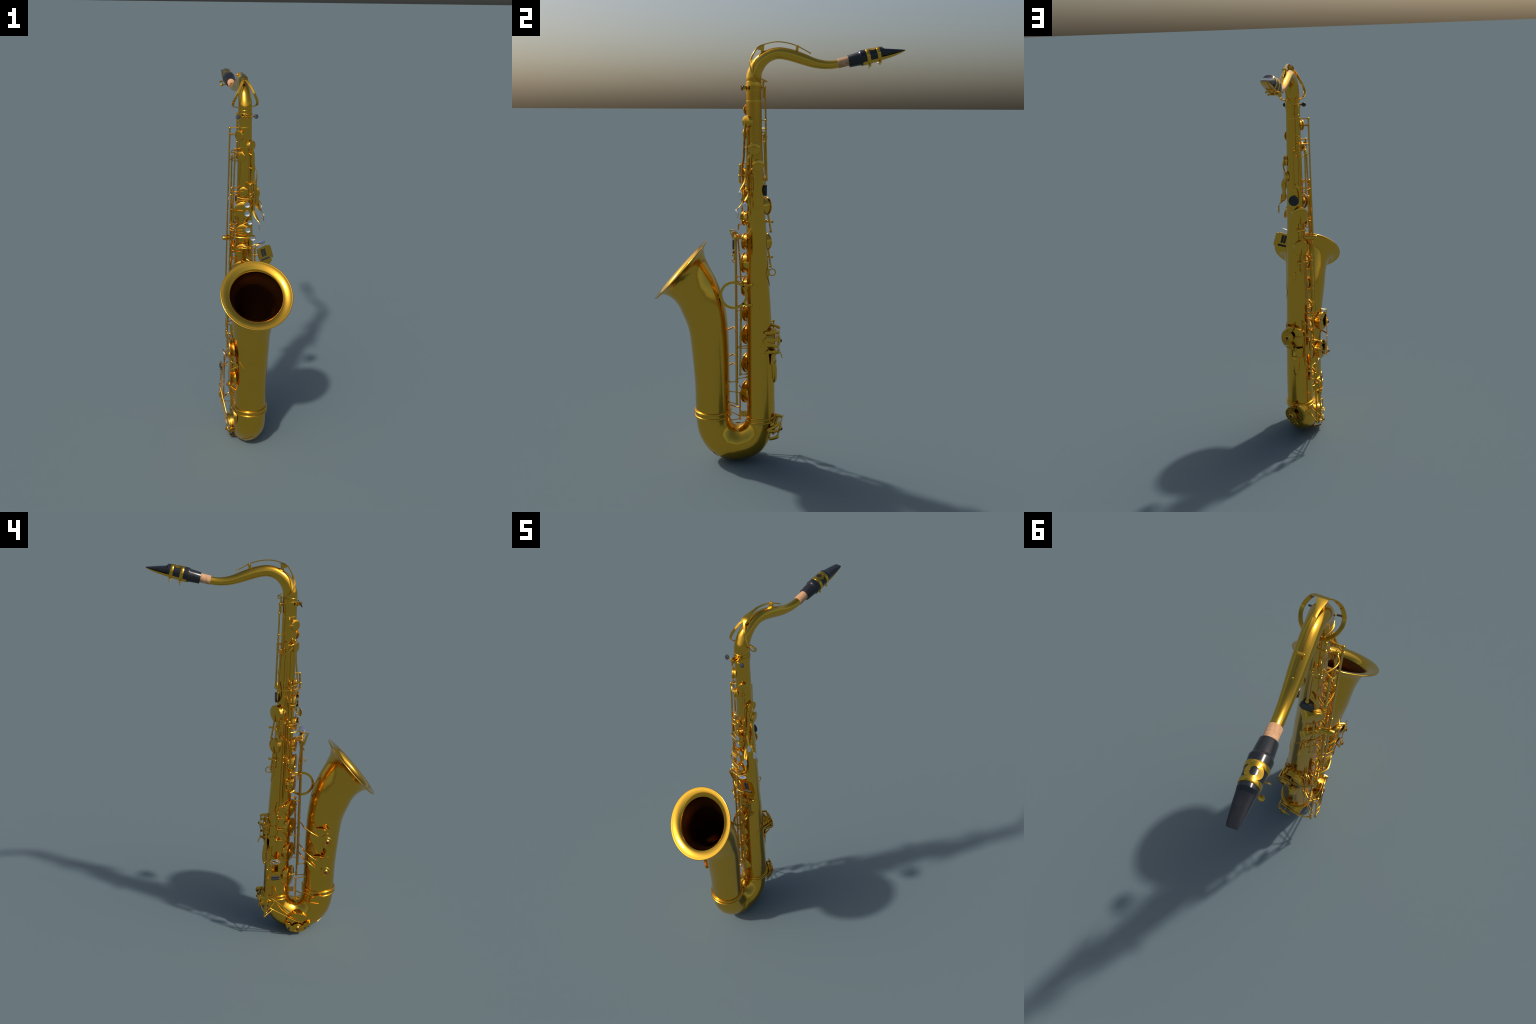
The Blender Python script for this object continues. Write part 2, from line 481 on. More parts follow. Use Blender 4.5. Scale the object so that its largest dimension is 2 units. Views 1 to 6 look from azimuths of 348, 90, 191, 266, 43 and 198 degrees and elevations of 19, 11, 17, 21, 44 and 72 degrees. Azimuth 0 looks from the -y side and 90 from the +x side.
# ------------------------------------------------------------------ octave key on the neck
ARC = [(0, .1475, 1.9510), (0, .1270, 1.9622), (0, .0890, 1.9814), (0, .0505, 1.9930), (0, .0077, 1.9985), (0, -.0285, 1.9945), (0, -.0563, 1.9870),
       (0, -.0760, 1.9800), (0, -.0905, 1.9690)]
wid = [.0032, .0036, .0042, .0048, .0056, .0075, .0120, .0155, .0150]
cen = spline(ARC, 6)
ws = [p.x for p in spline([(w, 0, 0) for w in wid], 6)]
m = Mesh()
nr = []
for i, p in enumerate(cen):
    t = (cen[min(i + 1, len(cen) - 1)] - cen[max(i - 1, 0)]).normalized()
    nr.append(t.cross(V((1, 0, 0))).normalized() * -1)
m.sweep(cen, [(w, .0022) for w in ws], sec=BAR, up=nr)
# saddle plates below the fork
for s in (-1, 1):
    m.rings([[(s * (x + e), y, z) for (y, z) in ((-.0555, 1.9850), (-.0860, 1.9720), (-.0900, 1.9670), (-.0690, 1.9620), (-.0655, 1.9560), (-.0575, 1.9570))]
             for x, e in ((.0095, 0), (.0105, .0012))])
m.ball(mp_p := (0, .1500, 1.9495), .0036, 10)
# two arms that open round the neck and close behind it as a ring
half = [(.006, -.0885, 1.9690), (.0165, -.0985, 1.9560), (.0300, -.1120, 1.9300), (.0440, -.1190, 1.9020), (.0555, -.1150, 1.8770),
        (.0610, -.1060, 1.8600), (.0605, -.0900, 1.8455), (.0510, -.0690, 1.8355), (.0330, -.0520, 1.8280), (.0150, -.0470, 1.8240)]
loop = spline(half + [(-x, y, z) for x, y, z in half[::-1]], 6)
ups = [V((0, p.y + .045, p.z - 1.915)).normalized() for p in loop]
m.sweep(loop, (.0062, .0023), sec=BAR, up=ups)
oct_key = m.obj("neck_octave_key", BRASS, neck)
m = Mesh()
m.rings([[(x, y, z) for (y, z) in ((.0955, 1.9530), (.0835, 1.9570), (.0855, 1.9780), (.0900, 1.9845), (.0960, 1.9840), (.0985, 1.9790))]
         for x in (-.0085, -.0065, .0065, .0085)])
m.rod((-.0075, .0925, 1.979), (.0075, .0925, 1.979), .004)
m.ball((-.0085, .0925, 1.979), .0042, 12); m.ball((.0085, .0925, 1.979), .0042, 12)
m.rod((-.012, -.062, 1.970), (.012, -.062, 1.970), .0026)
m.lathe([(.006, -.004), (.006, .010), (.004, .012)], (0, -.0625, 1.950), (0, -.45, .9), 16)
m.obj("octave_saddle", BRASS, neck)

# ------------------------------------------------------------------ key-work building blocks
def post(P, base=None, parent=None, r=.0064, stem=.0024):
    """ball post standing on the tube"""
    P = V(P)
    if base is None:
        d = V((P.x, P.y - axis_y(P.z), 0)).normalized()
        base = V((0, axis_y(P.z), P.z)) + d * (rad(P.z) - .001)
    base = V(base)
    d = P - base; L = d.length
    m = Mesh()
    if L > .001:
        m.lathe([(.0055, 0), (.0055, .0016), (stem * 1.25, .003), (stem, L * .5), (stem * 1.1, L)], base, d, 12)
    m.ball(P, r, 14)
    return m.obj("post", BRASS, parent or body)

def rod(pts, r=.0037, name="hinge_rod", parent=None, collars=()):
    m = Mesh()
    P = [V(p) for p in pts]
    m.sweep(P, r, 12)
    L = sum((b - a).length for a, b in zip(P, P[1:]))
    for f in collars:
        s = f * L
        for a, b in zip(P, P[1:]):
            l = (b - a).length
            if s <= l:
                d = (b - a).normalized(); c = a + d * s
                m.lathe([(r, -.005), (r * 1.28, -.0045), (r * 1.28, .0045), (r, .005)], c, d, 12)
                break
            s -= l
    return m.obj(name, BRASS, parent or sax)

def tone_hole(P0, n, R, h, parent=None):
    """short chimney, from inside the tube up to the pad"""
    m = Mesh()
    m.lathe([(R, -.03), (R, h - .001), (R - .0006, h), (R - .0022, h), (R - .0026, h - .001), (R - .0026, -.03)], P0, n, 56, cap=False)
    return m.obj("tone_hole", BRASS, parent or body)

def cup(P, n, R, parent=None, boss=0.0, thick=.0055, dome=.0012, name="key_cup", pad=True):
    """key cup; P is the centre of its outer face, n the outward normal"""
    P, n = V(P), V(n).normalized()
    prof = [(0.0005, dome)]
    if boss:
        prof = [(.0005, dome + .0022), (boss - .001, dome + .0020), (boss, dome + .0012), (boss + .0004, dome * .8)]
    prof += [(R * .5, dome * .75), (R - .0025, .0002), (R - .0008, -.0007), (R, -.0022), (R, -thick + .0008), (R - .0008, -thick), (.0005, -thick)]
    m = Mesh().lathe(prof, P, n, 64)
    o = m.obj(name, BRASS, parent or sax, 30)
    if pad:
        Mesh().lathe([(R - .006, -thick - .0010), (R - .0055, -thick - .0008), (R - .0055, -thick + .001)], P, n, 48).obj("pad", PAD, o)
    return o

def body_cup(phi, z, R, h, boss=0.0, gap=-.0004, tilt=0.0, parent=None):
    """a key cup over a chimney on the body tube; h = height of the outer face"""
    n = out_dir(phi)
    P = on_body(phi, z, h)
    base = on_body(phi, z, 0)
    th = .0055
    tone_hole(base, n, R - .0035, h - th - gap)
    nn = (n + V((0, 0, tilt))).normalized()
    return cup(P, nn, R, parent, boss), P, n

def arm(pts, w0=.0042, w1=.0018, hgt=.0034, up=None, parent=None, name="key_arm", m_=6):
    """tapering ridged bar"""
    P = spline(pts, m_)
    k = len(P) - 1
    R = [(w0 + (w1 - w0) * i / k, hgt * (1 - .45 * i / k)) for i in range(k + 1)]
    return Mesh().sweep(P, R, sec=RIDGE, up=up).obj(name, BRASS, parent or sax, 30)

def strap(pts, w, t, up, parent=None, name="key_lever", m_=6):
    P = spline(pts, m_)
    if isinstance(up, list):
        U = [V(u) for u in up]
        U = spline(U, m_)
    else:
        U = V(up)
    if isinstance(w, list):
        W = [(q.x, t) for q in spline([(a, 0, 0) for a in w], m_)]
    else:
        W = (w, t)
    return Mesh().sweep(P, W, sec=BAR, up=U).obj(name, BRASS, parent or sax, 35)

def wire(pts, r=.0022, parent=None, name="key_link", m_=5):
    return Mesh().sweep(spline(pts, m_), r, 10).obj(name, BRASS, parent or sax)

PEARL_MESH = None
def pearl(P, n, R, parent):
    """round finger pearl in its brass cup"""
    P, n = V(P), V(n).normalized()
    holder = Mesh().lathe([(R * .75, -.006), (R + .0006, -.0045), (R + .0008, -.0005), (R - .0006, -.0004), (R - .0006, -.0045)],
                          P, n, 32).obj("pearl_holder", BRASS, parent)
    Mesh().lathe([(R - .0012, -.0042), (R - .0011, -.0006), (R * .92, -.0004), (R * .75, -.0012), (R * .5, -.0020), (R * .25, -.0025), (.0003, -.0026)], P, n, 40).obj("finger_pearl", PEARL, holder)
    return holder

# ------------------------------------------------------------------ octave mechanism at the back of the tube
oct_rod = rod([(-.0315, -.0526, 1.800), (-.0314, -.0485, 1.6527), (-.0308, -.0475, 1.5686)], .0040, "octave_rod", collars=(.05, .19, .72, .88))
for P in ((-.0315, -.0526, 1.800), (-.0314, -.0485, 1.6527), (-.0308, -.0475, 1.5686)):
    post(P, parent=body)
m = Mesh()
m.rod((-.0300, -.0490, 1.7567), (-.0050, -.0520, 1.757), .0030)
m.rod((-.0060, -.0597, 1.8330), (-.0060, -.0590, 1.7520), .0042)
m.box((-.006, -.0600, 1.793), (1, 0, 0), (0, 1, 0), (0, 0, 1), .0075, .0016, .040)
m.ball((-.0343, -.0499, 1.7567), .0046, 12)
m.obj("octave_push_pin", BRASS, oct_rod)
# crossing links and second rocker
wire([(-.034, -.046, 1.6150), (-.050, -.060, 1.6150), (-.066, -.085, 1.6120), (-.070, -.105, 1.6080)], .0032, oct_rod)
wire([(-.014, -.0440, 1.5800), (-.030, -.0440, 1.5800), (-.036, -.0480, 1.5800)], .0030, oct_rod)
wire([(-.025, -.046, 1.5530), (-.045, -.052, 1.5535), (-.058, -.075, 1.5620), (-.060, -.100, 1.5800), (-.052, -.117, 1.5960)], .0026, oct_rod)
for z in (1.612, 1.598, 1.580, 1.575):
    Mesh().lathe([(.0042, -.004), (.0054, -.0035), (.0054, .0035), (.0042, .004)], (-.0312, -.0478, z), (0, 0, 1), 14).obj("rod_collar", BRASS, oct_rod)
thumb_rod = rod([(-.002, -.0487, 1.5992), (-.0003, -.0431, 1.3846)], .0044, "thumb_rod", collars=(.08,))
for P in ((-.002, -.0487, 1.5992), (-.0003, -.0431, 1.3846)):
    post(P, parent=body, r=.0068)
# black thumb button on a slanting lever
m = Mesh()
m.lathe([(.016, -.0105), (.0225, -.0080), (.0255, -.0030), (.0262, .0060), (.0256, .0086), (.0225, .0090), (.0215, .0078), (.004, .0083), (.0003, .0083)],
        (-.0003, -.0510, 1.3339), (0, 1, 0), 48)
m.obj("thumb_rest", RUBBER, sax, 45)
strap([(-.012, -.0470, 1.4150), (-.026, -.0480, 1.3950), (-.036, -.0520, 1.3650), (-.034, -.0500, 1.335), (-.018, -.0490, 1.322)], .0065, .0014, (-.45, .9, 0), thumb_rod, "thumb_lever")
# ------------------------------------------------------------------ three long side rods with their upper cups
R1 = [(-.0764, -.0939, 1.7341), (-.0840, -.0800, 1.3734), (-.0886, -.0738, 1.178), (-.0980, -.0577, .729)]
R2 = [(-.0551, -.1268, 1.6301), (-.0644, -.1243, 1.3676), (-.0680, -.1200, 1.171), (-.0712, -.1205, 1.000), (-.0745, -.1240, .845)]
R3 = [(-.0608, -.0575, 1.5850), (-.0630, -.0494, 1.3751)]
r1 = rod(R1, .0039, "side_key_rod", collars=(.033, .5, .99))
r2 = rod(R2, .0041, "side_key_rod", collars=(.02, .32, .58, .68, .80, .92))
r3 = rod(R3, .0040, "side_key_rod", collars=(.05, .5, .95))
for P in (R1[0], R2[0], R3[0], R3[1], R1[-1]):
    post(P)
c, P, n = body_cup(-53, 1.700, .0272, .0125, parent=r1)
arm([(-.0790, -.0925, 1.7014), (-.0640, -.1060, 1.7010), (-.0480, -.1200, 1.6995), (-.0345, -.1300, 1.6985)], .0052, .0016, .0040, n, c)
c, P, n = body_cup(-38, 1.5935, .0260, .0120, parent=r2)
arm([(-.0600, -.1240, 1.6150), (-.0480, -.1330, 1.6120), (-.0360, -.1400, 1.6000), (-.0290, -.1400, 1.5940)], .0045, .0016, .0038, n, c)
wire([(-.070, -.105, 1.608), (-.064, -.118, 1.6120), (-.0555, -.1280, 1.6130)], .0034, r2)
arm([(-.0608, -.0575, 1.5700), (-.0720, -.0720, 1.5650), (-.0740, -.0800, 1.5650)], .004, .003, .003, V((-1, 0, 0)), r3)
wire([(-.0640, -.0500, 1.3860), (-.0720, -.0800, 1.3865), (-.0749, -.1101, 1.3871)], .0030, r3)
# the roller stop on the long rod
m = Mesh()
m.lathe([(.009, 0), (.0118, .001), (.0122, .004), (.0122, .032), (.0118, .034), (.0118, .036), (.0122, .038), (.0122, .061), (.011, .063), (.006, .0635), (.0003, .0635)],
        (-.0480, -.0590, 1.1425), (-1, -.045, 0), 32)
m.obj("rod_bumper", BRASS, r1)
wire([(-.048, -.058, 1.160), (-.072, -.062, 1.1600), (-.090, -.066, 1.158)], .0034, r1)

# ------------------------------------------------------------------ palm keys
def palm(phi, z, R, path, ups, widths, spat, sn, su, hw):
    c, P, n = body_cup(phi, z, R, .0125, parent=sax)
    lev = strap(path, widths, .0016, ups, c, "palm_lever")
    # oval mirror spatula
    sp, sn, su = V(spat), V(sn).normalized(), V(su)
    su = (su - sn * su.dot(sn)).normalized(); sr = su.cross(sn)
    for nm, mat, k, o in (("palm_touch", BRASS, 1.0, -.0020), ("palm_pearl", PEARL, .95, .0004)):
        m = Mesh()
        rows = []
        for f, h in ((.90, -.0016), (1.0, -.0008), (1.0, .0006), (.86, .0014), (.45, .0021), (.02, .0023)):
            rows.append([sp + sn * (h + o) + su * (.0225 * k * f * math.sin(TAU * j / 36)) + sr * (hw * k * f * math.cos(TAU * j / 36) * (1 - .16 * math.sin(TAU * j / 36)))
                         for j in range(36)])
        m.rings(rows).obj(nm, mat, c, 45)
    return c, lev
A_, A_l = palm(41, 1.6473, .0272,
     [(.0300, -.1390, 1.6600), (.0310, -.1405, 1.6300), (.0350, -.1430, 1.5990), (.0355, -.1470, 1.5000), (.0385, -.1545, 1.4300), (.0390, -.1510, 1.3850),
      (.0370, -.1430, 1.3300), (.0430, -.1480, 1.2950), (.0560, -.1650, 1.2680), (.0665, -.1795, 1.2520)],
     [(-.5, -.87, 0)] * 6 + [(-.3, -.9, .1), (0, -.9, .2), (.3, -.8, .5), (.4, -.7, .5)],
     [.0015, .0060, .0085, .0082, .0085, .0085, .0085, .0075, .0060, .0035], (.0683, -.1803, 1.2343), (.74, -.67, .05), (0, -.1, 1), .0100)
B_, B_l = palm(89, 1.5274, .0275,
     [(.0560, -.1010, 1.5270), (.0600, -.1130, 1.5080), (.0600, -.1250, 1.4900), (.0560, -.1330, 1.4600), (.0545, -.1370, 1.4200), (.0550, -.1410, 1.3850), (.0640, -.1500, 1.3650), (.0780, -.1619, 1.3442)],
     [(1, 0, 0), (.9, -.4, 0), (.8, -.5, 0), (.8, -.6, 0), (.8, -.6, 0), (.7, -.6, .2), (.6, -.7, .4), (.6, -.7, .4)],
     [.0015, .0035, .0045, .0045, .0060, .0060, .0050, .0035], (.0818, -.1618, 1.3221), (.86, -.50, .03), (.05, -.1, 1), .0102)
C_, C_l = palm(111, 1.4515, .0272,
     [(.0500, -.0850, 1.4490), (.0540, -.1040, 1.4390), (.0580, -.1220, 1.4260), (.0640, -.1270, 1.3980), (.0620, -.1265, 1.3700), (.0620, -.1270, 1.3450), (.0660, -.1290, 1.3250), (.0790, -.1340, 1.3070), (.0910, -.1415, 1.2949)],
     [(.9, .3, 0), (.7, -.7, 0), (0, -1, 0), (-.1, -1, 0), (-.1, -1, 0), (-.1, -1, .1), (.1, -.9, .2), (.6, -.5, .4), (.7, -.5, .4)],
     [.0015, .0045, .0080, .0118, .0085, .0110, .0110, .0065, .0035], (.0963, -.1392, 1.2705), (.98, -.16, .03), (.05, -.1, 1), .0104)
for a in ((.0527, -.1111, 1.4057), (.0534, -.1089, 1.3351)):
    post(a, r=.0060, parent=body)
Mesh().rod((.0527, -.1111, 1.4057), (.0534, -.1089, 1.3351), .0032).obj("hinge_rod", BRASS, C_)
for z0, z1 in ((1.6120, 1.44),):
    m = Mesh()
    m.rod((.0310, -.1290, z0), (.0340, -.1330, z1), .0032)
    m.lathe([(.0062, -.008), (.0074, -.0065), (.0074, .0065), (.0062, .008)], (.0290, -.1335, 1.6010), (1, -.5, 0), 16)
    m.obj("hinge_rod", BRASS, A_)
for z in (1.602, 1.53, 1.45, 1.38, 1.33):
    post(on_body(40, z, .006), r=.0052)
Mesh().rod(on_body(40, 1.46, .006), on_body(40, 1.32, .006), .0030).obj("hinge_rod", BRASS, B_)
# small cross bars between the palm levers
wire([(.0420, -.1480, 1.345), (.0540, -.1350, 1.3370), (.0640, -.1240, 1.3345)], .0026, A_)
wire([(.0450, -.1540, 1.4080), (.0520, -.1400, 1.4070)], .0024, A_)

# ------------------------------------------------------------------ front key (small lever ahead of the upper stack)
m = Mesh()
fr = rod([(.0173, -.1646, 1.4514), (.0174, -.1672, 1.4024), (.0176, -.1662, 1.3731)], .0046, "front_key_rod", collars=(.9,))
post((.0173, -.1646, 1.4514), (.004, -.136, 1.458)); post((.0174, -.1685, 1.4024), (.010, -.136, 1.395)); post((.0176, -.1662, 1.3731), (.010, -.136, 1.37), r=.0052)
wire([(.0176, -.1640, 1.3760), (-.010, -.150, 1.3740), (-.0433, -.1310, 1.3790)], .0030, fr)
wire([(.0050, -.1620, 1.3640), (-.020, -.146, 1.3650), (-.0433, -.1310, 1.3655)], .0026, fr)
wire([(.020, -.165, 1.4020), (.032, -.158, 1.4060), (.044, -.150, 1.4120)], .0026, fr)

# ------------------------------------------------------------------ upper stack: cups with arms and finger pearls
st1 = rod([(-.0706, -.1107, 1.4247), (-.0749, -.1080, 1.3100), (-.0772, -.1067, 1.2000), (-.0780, -.1000, 1.0200), (-.0770, -.0930, .7750)], .0042, "upper_stack_rod", collars=(.03, .1, .17, .25, .33, .5, .8))
st2 = r2
rs_ = rod([(-.0657, -.0949, 1.3454), (-.0690, -.0940, 1.0200), (-.0730, -.0880, .7900)], .0034, "upper_stack_rod", collars=(.02, .4, .97))
rq_ = rod([(-.0720, -.0860, 1.2200), (-.0764, -.0832, 1.0200), (-.0800, -.0760, .8000)], .0034, "upper_stack_rod", collars=(.02, .42, .52, .6, .98))
for P in ((-.0657, -.0949, 1.3454), (-.0720, -.0860, 1.2200), (-.0760, -.0833, 1.0400), (-.0765, -.0830, 1.0120), (-.0770, -.0930, .7750)):
    post(P, r=.0058)
for P in ((-.0706, -.1107, 1.4247), (-.0737, -.1104, 1.3884), (-.0776, -.1064, 1.2275), (-.0769, -.1071, 1.1981), (-.0722, -.1212, .955), (-.0732, -.1225, .905), (-.0745, -.1240, .845)):
    post(P)
STACK = [(-16, 1.412, .0245, .0135), (-18, 1.3123, .0455, .0130), (-17, 1.2020, .0362, .0165), (-18, 1.0905, .0400, .0160),
         (-18, .9880, .0490, .0175), (-18.5, .8715, .0460, .0165)]
cups = []
for phi, z, R, h in STACK:
    cups.append(body_cup(phi, z, R, h, parent=st1 if z > 1.19 else st2))
def stack_arm(i, root, bend, zr=None, tip=.2, zoff=0.0, **k):
    c, P, n = cups[i]
    P = V(P) + V((0, 0, zoff))
    side = n.cross(V((0, 0, 1)))
    root = V(root)
    e = P - side * -0.0 + n * .002
    a = V((STACK[i][2], 0, 0))
    edge = P + (root - P).normalized() * STACK[i][2] * .85
    edge = P + (side * -1 if (root - P).dot(side) < 0 else side) * STACK[i][2] * .8 + n * .006
    arm([root, root.lerp(edge, .55) + n * bend, edge, e], .0042, .0015, .0036, n, c, **k)
stack_arm(0, (-.0705, -.1071, 1.4071), .006)
stack_arm(1, (-.0749, -.1057, 1.3110), .008)
stack_arm(2, (-.0775, -.1064, 1.2126), .008, zoff=.006)
stack_arm(2, (-.0775, -.1064, 1.1981), .008, zoff=-.008)
stack_arm(3, (-.0690, -.1200, 1.1188), .008, zoff=.020)
stack_arm(3, (-.0695, -.1202, 1.0908), .008, zoff=-.002)
stack_arm(4, (-.0722, -.1212, .9500), .006)
stack_arm(5, (-.0732, -.1225, .9050), .006, zoff=.02)
stack_arm(5, (-.0745, -.1240, .8450), .006, zoff=-.015)
pn = out_dir(-4)
up_n = (pn + V((0, 0, .06))).normalized()
for P, R, st in (((.0026, -.1624, 1.3446), .0155, st1), ((.0027, -.1615, 1.2977), .0155, st1), ((.0180, -.1590, 1.2500), .0130, st1),
                 ((.0067, -.1659, 1.2106), .0150, st1), ((.0316, -.1754, 1.1689), .0155, st2)):
    h = pearl(P, up_n, R, st)
    P = V(P)
    b = P - pn * .006
    foot = V((P.x * .6, axis_y(P.z) - rad(P.z) + .002, P.z))
wire([(-.0749, -.1170, 1.1710), (-.060, -.150, 1.1715), (-.020, -.168, 1.1700), (.0180, -.1750, 1.1690)], .0034, st2, "pearl_arm")
wire([(-.030, -.150, 1.356), (-.010, -.158, 1.352), (.002, -.158, 1.3470)], .0026, st1, "pearl_arm")
wire([(-.020, -.146, 1.236), (.000, -.150, 1.245), (.014, -.154, 1.2500)], .0026, st1, "pearl_arm")
wire([(-.014, -.150, 1.212), (.000, -.160, 1.211)], .0026, st1, "pearl_arm")
wire([(-.010, -.148, 1.2985), (.000, -.153, 1.298)], .0026, st1, "pearl_arm")

# ------------------------------------------------------------------ lower stack
lo = rod([(.0240, -.1631, .7790), (.0200, -.1658, .6300), (.0215, -.1672, .4700), (.0215, -.1672, .4440)], .0048, "lower_stack_rod", collars=(.10, .18, .44, .87))
for P in ((.0240, -.1635, .7790), (.0215, -.1672, .4440)):
    post(P, r=.0066)
LOW = [(-31, .742, .0470, .0105), (-31, .632, .0515, .0105), (-31, .488, .0520, .0105), (-28, .340, .0600, .0125)]
for i, (phi, z, R, h) in enumerate(LOW):
    c, P, n = body_cup(phi, z, R, h, boss=R * .36, parent=lo, gap=.0004)
    if i < 3:
        side = n.cross(V((0, 0, 1)))
        e = V(P) + V((R * .9 * math.cos(math.radians(phi)), R * .9 * math.sin(math.radians(phi)), 0)) * .0
        arm([(.0200, -.1655, z + .002), V((.004, -.168, z)), V(P) + n * .010 + V((.020, .010, 0)) * .6, V(P) + n * .003], .0040, .0020, .0036, n, c)
        Mesh().lathe([(.0075, -.004), (.0088, -.003), (.0088, .003), (.0075, .004)], V(P) + n * .006, n, 20).obj("cup_boss", BRASS, c)
    else:
        arm([(-.0300, -.1780, .372), (-.0330, -.1640, .352), V(P) + n * .004 + V((0, 0, .004)), V(P) + n * .002 - V((0, 0, .02))], .0036, .0016, .0034, n, c)

# ------------------------------------------------------------------ little-finger table, long rods to the bell keys
tb = [(-.0040, -.1870, 1.1180), (.0175, -.1870, 1.1170), (.0395, -.1870, 1.1155), (-.0250, -.1800, 1.1170), (-.0370, -.1780, 1.1170)]
rod_a = rod([tb[0], (-.0065, -.1840, .570), (-.0080, -.1840, .3950)], .0044, "bell_key_rod", collars=(.03, .3, .62, .75, .82))
rod_b = rod([tb[1], (.0185, -.1840, .4500)], .0044, "bell_key_rod", collars=(.03, .22, .5, .9))
long_rod = rod([tb[2], (.0410, -.1845, .3017)], .0046, "bell_key_rod", collars=(.03, .25, .55, .85))
rod_d = rod([tb[3], (-.0300, -.1700, 1.000), (-.0330, -.1660, .900)], .0038, "bell_key_rod", collars=(.05, .6))
for P in tb:
    post(P, (P[0] * .6, -.1365, P[2] - .01), r=.0062)
Mesh().rod(tb[0], tb[2], .0028).obj("hinge_rod", BRASS, rod_a)
Mesh().rod(tb[4], tb[0], .0028).obj("hinge_rod", BRASS, rod_a)
for P, bs in (((-.0052, -.1840, .9215), (-.004, -.1370, .925)), ((-.0066, -.1840, .5690), (-.004, -.1370, .568)), ((.0185, -.1843, .4213), (.014, -.1360, .428)),
              ((.0405, -.1840, .9000), (.026, -.1330, .900)), ((.0410, -.1840, .5900), (.026, -.1310, .590)), ((.0175, -.1850, .7600), (.012, -.1370, .764))):
    post(P, bs, r=.0058)
post((.0411, -.1845, .3017), (.030, -.2240, .306), r=.0070)
post((-.0080, -.1840, .3950), (-.006, -.2200, .3960), r=.0058)
wire([(.045, -.179, .910), (.040, -.160, .912), (.030, -.138, .915)], .0026, rod_d)
# table plate with two upright rollers and one lying roller
tx = V((.951, .1518, .2692)).normalized(); tz = V((-.2702, -.0143, .9627)).normalized()
tb_o = V((.0930, -.1916, 1.0850))
out = [(-.0362, .0388), (.0214, .0425), (.0257, .0374), (.0381, .0371), (.0399, .0226), (.0400, .0020), (.0400, -.0280), (.0377, -.0340), (.0323, -.0353),
       (.0306, -.0289), (.0288, -.0143), (.0269, -.0297), (.0281, -.0464), (.0195, -.0569), (.0090, -.0620), (-.0181, -.0604), (-.0317, -.0434), (-.0350, -.0305), (-.0392, -.0127)]
table = plate("little_finger_table", BRASS, sax, out, tb_o, tx, tz, .0040)
tn = tx.cross(tz).normalized()
for cx in (-.0128, .0012):
    q = tb_o + tx * cx + tz * .0098
    Mesh().lathe([(.0050, -.0215), (.0064, -.0205), (.0066, 0), (.0064, .0205), (.0050, .0215)], q, tz, 18).obj("table_roller", RUBBER, table)
q = tb_o + tx * -.0045 + tz * -.0256
Mesh().lathe([(.0050, -.0225), (.0062, -.0215), (.0064, 0), (.0062, .0215), (.0050, .0225)], q, tx, 18).obj("table_roller", RUBBER, table)
# oval mirror touch above the table
def oval_touch(P, n, u, a, b, parent, name="oval_touch"):
    P, n, u = V(P), V(n).normalized(), V(u)
    u = (u - n * u.dot(n)).normalized(); w = n.cross(u)
    for nm, mat, k, o in ((name, BRASS, 1.0, 0.0), ("oval_pearl", PEARL, .93, .0016)):
        rows = [[P + n * (h + o) + u * (a * k * f * math.cos(TAU * j / 40)) + w * (b * k * f * math.sin(TAU * j / 40)) for j in range(40)]
                for f, h in ((.88, -.0022), (1, -.0012), (1, .0008), (.9, .0014), (.02, .0017))]
        q = Mesh().rings(rows).obj(nm, mat, parent, 45)
    return q
oval_touch((.0664, -.1928, 1.1433), (-.36, -.10, .93), (.93, .05, .36), .0275, .0190, table)
wire([(.0370, -.1930, 1.118), (.0430, -.1945, 1.124), (.0493, -.1990, 1.1284), (.0600, -.1950, 1.1400)], .0034, table)
wire([(-.0200, -.1650, 1.126), (.004, -.178, 1.1215), (.020, -.190, 1.1300), (.040, -.194, 1.1390), (.0550, -.194, 1.1420)], .0024, table)
wire([(.0300, -.186, 1.084), (.040, -.190, 1.0800), (.056, -.193, 1.0800)], .0030, table)
wire([(-.0050, -.187, 1.060), (.010, -.198, 1.0500), (.040, -.203, 1.0350), (.0700, -.200, 1.0400)], .0034, table)
# leaf-shaped lever ahead of the rods
plate("table_lever", BRASS, long_rod, [(-.003, .000), (.004, -.001), (.014, -.022), (.020, -.045), (.026, -.062), (.019, -.067), (.011, -.045), (.005, -.022)],
      (-.012, -.214, 1.146), (.12, 1, 0), (0, 0, 1), .0034, bevel=.0008)
wire([(-.0120, -.214, 1.1440), (-.0060, -.196, 1.1450), (.0, -.186, 1.1420)], .0028, long_rod)
m = Mesh()
m.sweep([(-.010, -.197 + .0085 * math.cos(TAU * j / 20), 1.000 + .0085 * math.sin(TAU * j / 20)) for j in range(20)], .0022, 8, closed=True, up=V((1, 0, 0)))
m.obj("lever_eye", BRASS, long_rod)

# ------------------------------------------------------------------ bell brace ring
m = Mesh()
RB, rb = .0612, .0122
cb = V((.0480, -.1965, .8455))
rows = []
for q, (r_, x_) in enumerate(((RB - rb / 2, -.0028), (RB + rb / 2, -.0028), (RB + rb / 2, .0028), (RB - rb / 2, .0028))):
    rows.append([cb + V((x_, r_ * math.cos(TAU * j / 80) * .98, r_ * 1.0 * math.sin(TAU * j / 80))) for j in range(80)])
m.rings(rows, closed=True)
for z in (.8945, .7960):
    s = 1 if z > .84 else -1
    m.sweep([cb + V((0, RB * .66, s * RB * .66)), V((.0480, -.136, z - s * .003)), V((.0480, -.1120, z))], (.0028, .0055), sec=BAR, up=V((0, 0, 1)))
    m.rod((.030, -.112, z), (.0515, -.112, z), .0055)
    m.ball((.0515, -.112, z), .0062, 12)
